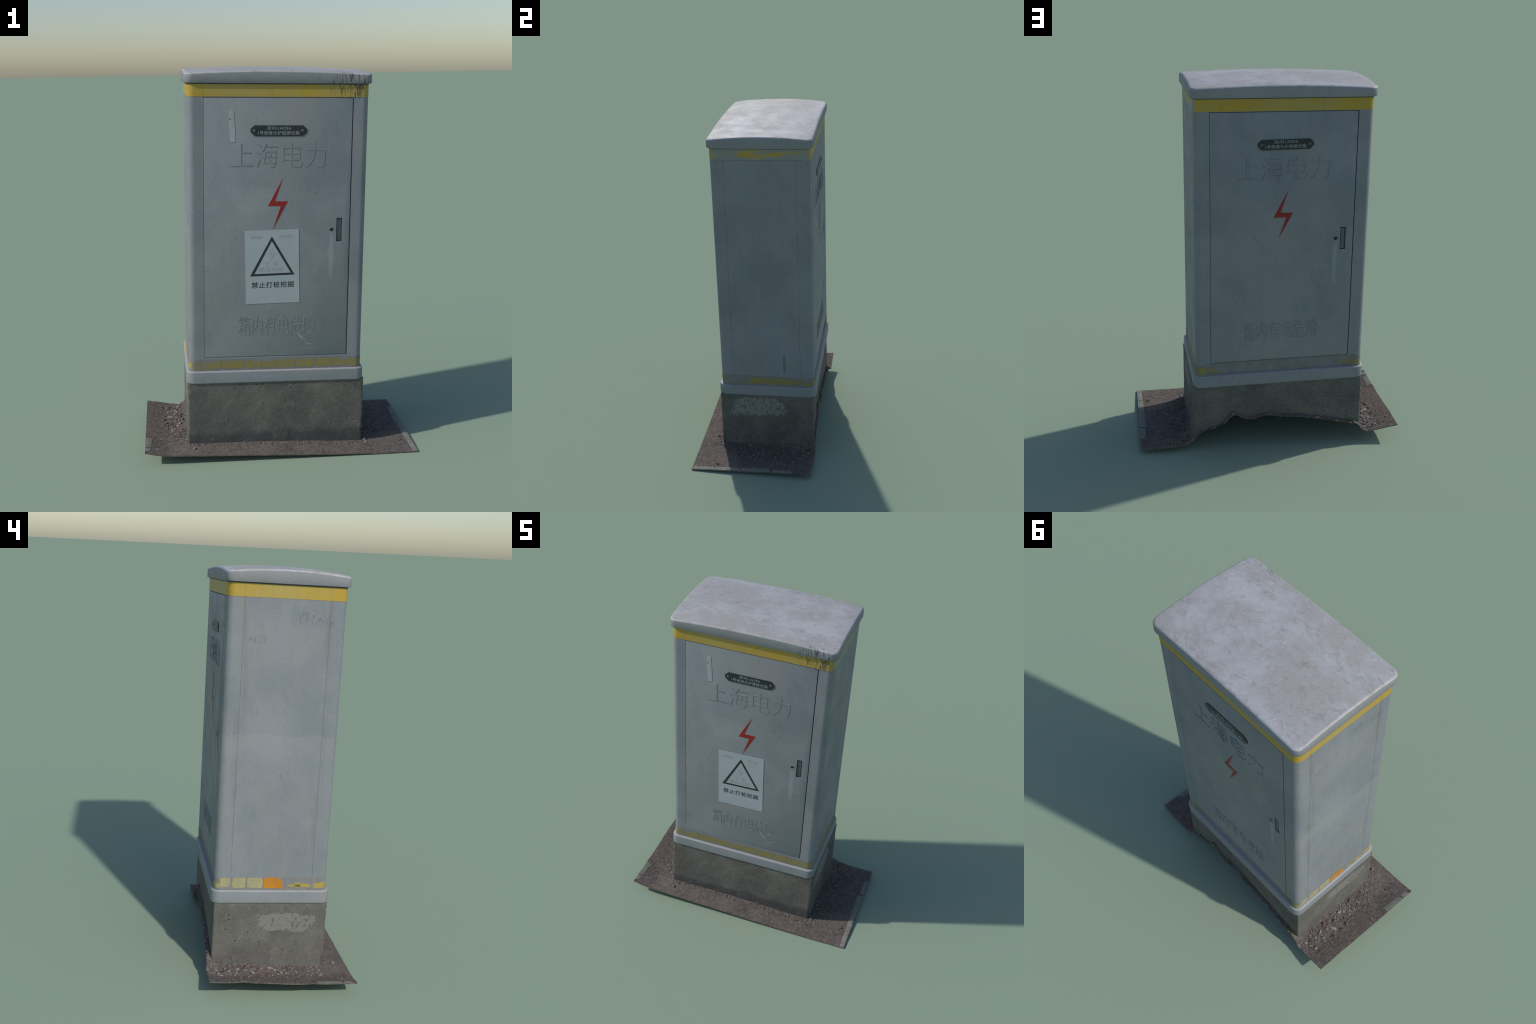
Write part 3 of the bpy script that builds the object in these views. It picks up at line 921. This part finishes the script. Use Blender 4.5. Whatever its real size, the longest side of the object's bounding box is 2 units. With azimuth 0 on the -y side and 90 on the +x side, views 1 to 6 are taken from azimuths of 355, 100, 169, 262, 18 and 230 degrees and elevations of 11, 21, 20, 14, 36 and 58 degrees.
STONES = [(-.574, .136, .030, .014, .007, 'stone_pale', 0.3), (-.552, .248, .010, .008, .007, 'stone_pale', 0), (-.528, .045, .016, .011, .008, 'stone_pale', 1), (-.540, .020, .010, .009, .006, 'stone_pale', 2), (-.554, .165, .011, .008, .007, 'stone_grey', .5),
          (-.545, .205, .012, .008, .007, 'stone_pale', 2), (-.535, .085, .010, .008, .006, 'stone_grey', 2.4), (-.58, .215, .018, .010, .006, 'stone_grey', .9), (-.60, .29, .012, .008, .005, 'stone_pale', 1.2), (-.535, .31, .012, .010, .008, 'stone_pale', .2),
          (-.520, .335, .010, .008, .008, 'stone_grey', .2), (-.558, -.01, .009, .007, .006, 'stone_pale', 2.2), (-.57, -.035, .008, .007, .005, 'stone_pale', .2), (-.46, -.290, .010, .008, .010, 'stone_grey', 1.9), (.544, .305, .011, .007, .006, 'stone_grey', 1.9),
          (.595, .234, .007, .006, .005, 'stone_pale', 0), (.652, -.21, .008, .008, .008, 'stone_brown', 0), (.50, .27, .012, .009, .007, 'stone_brown', 1), (.475, .20, .014, .010, .008, 'stone_brown', 2), (.47, .06, .012, .009, .007, 'stone_brown', .4),
          (-.62, .10, .022, .012, .006, 'stone_brown', .7), (-.61, .06, .016, .01, .006, 'stone_brown', 2.7), (-.55, .10, .018, .012, .009, 'stone_brown', 1.7), (-.525, .16, .016, .012, .009, 'stone_brown', 1.1), (-.52, -.05, .015, .010, .007, 'stone_brown', .1), (.22, .345, .016, .008, .012, 'stone_brown', .1), (-.25, .347, .014, .007, .008, 'stone_grey', .1), (-.36, .35, .010, .007, .007, 'stone_grey', .1)]
for k, (x, y, sx, sy, sz, m, rot) in enumerate(STONES):
    o = add('stone', lump(k, sx * 0.85, sy * 0.85, sz * 0.85), [m], ground, local=False, smooth=60)
    o.location = (x, y, surf(x, y) + sz * 0.35)
    o.rotation_euler = (0.1, 0.15, rot)

# gravel too small to count
tmpl = bmesh.new()
bmesh.ops.create_icosphere(tmpl, subdivisions=1, radius=1.0)
tv = np.array([v.co for v in tmpl.verts])
tf = [tuple(v.index for v in f.verts) for f in tmpl.faces]
tmpl.free()
gv, gf, gm = [], [], []
spots = []
while len(spots) < 2600:
    r = rng.random()
    if r < 0.45:
        x, y = rng.normal(-0.545, 0.035), rng.uniform(-0.22, 0.35)
    elif r < 0.60:
        x, y = rng.uniform(-0.5, 0.46), -0.235 - abs(rng.normal(0, 0.018))
    elif r < 0.78:
        x, y = 0.445 + abs(rng.normal(0, 0.06)), rng.uniform(-0.22, 0.35)
    elif r < 0.86:
        x, y = rng.uniform(-0.48, 0.44), rng.uniform(0.335, 0.347)
    else:
        x, y = rng.uniform(-0.70, 0.70), rng.uniform(-0.35, 0.35)
    if abs(x) > 0.705 or abs(y) > 0.3495 or in_base(x, y):
        continue
    spots.append((x, y))
sx_ = np.array(spots)
lv = ground_level(sx_[:, 0], sx_[:, 1])
for (x, y), z in zip(spots, lv):
    z += relief(x, y)
    r = min(0.0065, 0.0013 + rng.exponential(0.0011))
    s = np.array([r * rng.uniform(0.8, 1.6), r * rng.uniform(0.7, 1.2), r * rng.uniform(0.5, 0.9)])
    a = rng.uniform(0, 6.28)
    p = tv * s * (1 + 0.25 * rng.standard_normal((len(tv), 1)))
    p = np.stack([p[:, 0] * math.cos(a) - p[:, 1] * math.sin(a), p[:, 0] * math.sin(a) + p[:, 1] * math.cos(a), p[:, 2]], -1) + (x, y, z + s[2] * 0.4)
    o_ = len(gv)
    gv += [tuple(q) for q in p]
    gf += [tuple(i + o_ for i in t) for t in tf]
    gm += [int(rng.choice([0, 1, 1, 1, 2, 2, 2]))] * len(tf)
gme = to_mesh(gv, gf, 'gravel')
for m in ('stone_pale', 'stone_grey', 'stone_brown'):
    gme.materials.append(M[m])
gme.polygons.foreach_set('material_index', gm)
g = add('gravel', gme, (), ground, local=False)
g['kind'] = 'stuff'

# paving stones cut by the edges of the patch
def paving(poly, lift=0.004):
    """flat stone whose top follows the soil, given as plan quad a-b-c-d"""
    a, b, c, d = [np.array(q) for q in poly]
    n, m = max(3, int(np.linalg.norm(b - a) / 0.01)), 3
    v, f = [], []
    for lay in (lift, -0.004):
        for i in range(n + 1):
            for j in range(m + 1):
                t, u = i / n, j / m
                q = (a * (1 - t) + b * t) * (1 - u) + (d * (1 - t) + c * t) * u
                edge = 0.0015 if lay > 0 and (i in (0, n) or j in (0, m)) else 0.0
                q = q + 0.003 * (0 < j < m + 1) * noise.noise((q[0] * 60, q[1] * 60, 2)) * (j == 0 or i in (0, n))
                v.append((min(PX, max(-PX, q[0])), min(PY, max(-PY, q[1])), max(0.0002, float(ground_level(q[0], q[1])[0]) + lay - edge + 0.0008 * noise.noise((q[0] * 50, q[1] * 50, 1)))))
    k = (n + 1) * (m + 1)
    for i in range(n):
        for j in range(m):
            p = i * (m + 1) + j
            f += [(p, p + m + 1, p + m + 2, p + 1), (k + p + 1, k + p + m + 2, k + p + m + 1, k + p)]
    rim = [i * (m + 1) for i in range(n + 1)] + [n * (m + 1) + j for j in range(1, m + 1)] + [i * (m + 1) + m for i in range(n - 1, -1, -1)] + [j for j in range(m - 1, 0, -1)]
    f += [(rim[i], rim[(i + 1) % len(rim)], k + rim[(i + 1) % len(rim)], k + rim[i]) for i in range(len(rim))]
    return fix_normals(to_mesh(v, f))


for q in ([(.686, -.352), (.684, -.225), (.7135, -.225), (.7135, -.353)], [(.684, -.220), (.680, -.062), (.7135, -.062), (.7135, -.220)], [(.680, -.058), (.674, .108), (.7135, .112), (.7135, -.058)], [(.683, .128), (.686, .236), (.7135, .25), (.7135, .124)],
          [(-.7135, -.335), (-.689, -.330), (-.686, -.292), (-.7135, -.292)], [(-.7135, -.286), (-.686, -.278), (-.678, -.164), (-.7135, -.160)]):
    add('paving_stone', paving(q, 0.003), ['kerb'], ground, local=False, smooth=40)


def leaf(x, y, length, m, ang):
    v, f = [], []
    n = 6
    for lay in (0.0, -0.0006):
        for i in range(n + 1):
            t = i / n
            w = length * 0.28 * math.sin(math.pi * min(0.97, max(0.03, t)) ** 0.8)
            for k in (-1, 0, 1):
                v.append(((t - 0.5) * length, k * w, 0.004 * abs(k) * 0.8 + 0.003 * math.sin(t * 3) + lay))
    K = 3 * (n + 1)
    for i in range(n):
        for k in range(2):
            p = 3 * i + k
            f += [(p, p + 3, p + 4, p + 1), (K + p + 1, K + p + 4, K + p + 3, K + p)]
        f += [(3 * i, K + 3 * i, K + 3 * i + 3, 3 * i + 3), (3 * i + 2, 3 * i + 5, K + 3 * i + 5, K + 3 * i + 2)]
    f += [(0, 1, K + 1, K), (1, 2, K + 2, K + 1), (3 * n, K + 3 * n, K + 3 * n + 1, 3 * n + 1), (3 * n + 1, K + 3 * n + 1, K + 3 * n + 2, 3 * n + 2)]
    o = add('leaf', fix_normals(to_mesh(v, f)), [m], ground, local=False, smooth=60)
    o.location = (x, y, surf(x, y) + 0.002)
    o.rotation_euler = (0.1, -0.1, ang)


for x, y, l, m, a in ((.487, .313, .030, 'leaf_red', .4), (.522, .137, .022, 'leaf_yellow', 1.4), (.455, -.085, .018, 'leaf_yellow', .5), (-.432, .342, .034, 'leaf_green', .2), (-.46, .343, .024, 'leaf_green', 2.8), (-.62, -.34, .010, 'leaf_yellow', 1), (.51, .325, .018, 'leaf_yellow', 2.2), (.56, .325, .016, 'leaf_red', .7), (-.56, .005, .014, 'leaf_green', .7)):
    leaf(x, y, l, m, a)
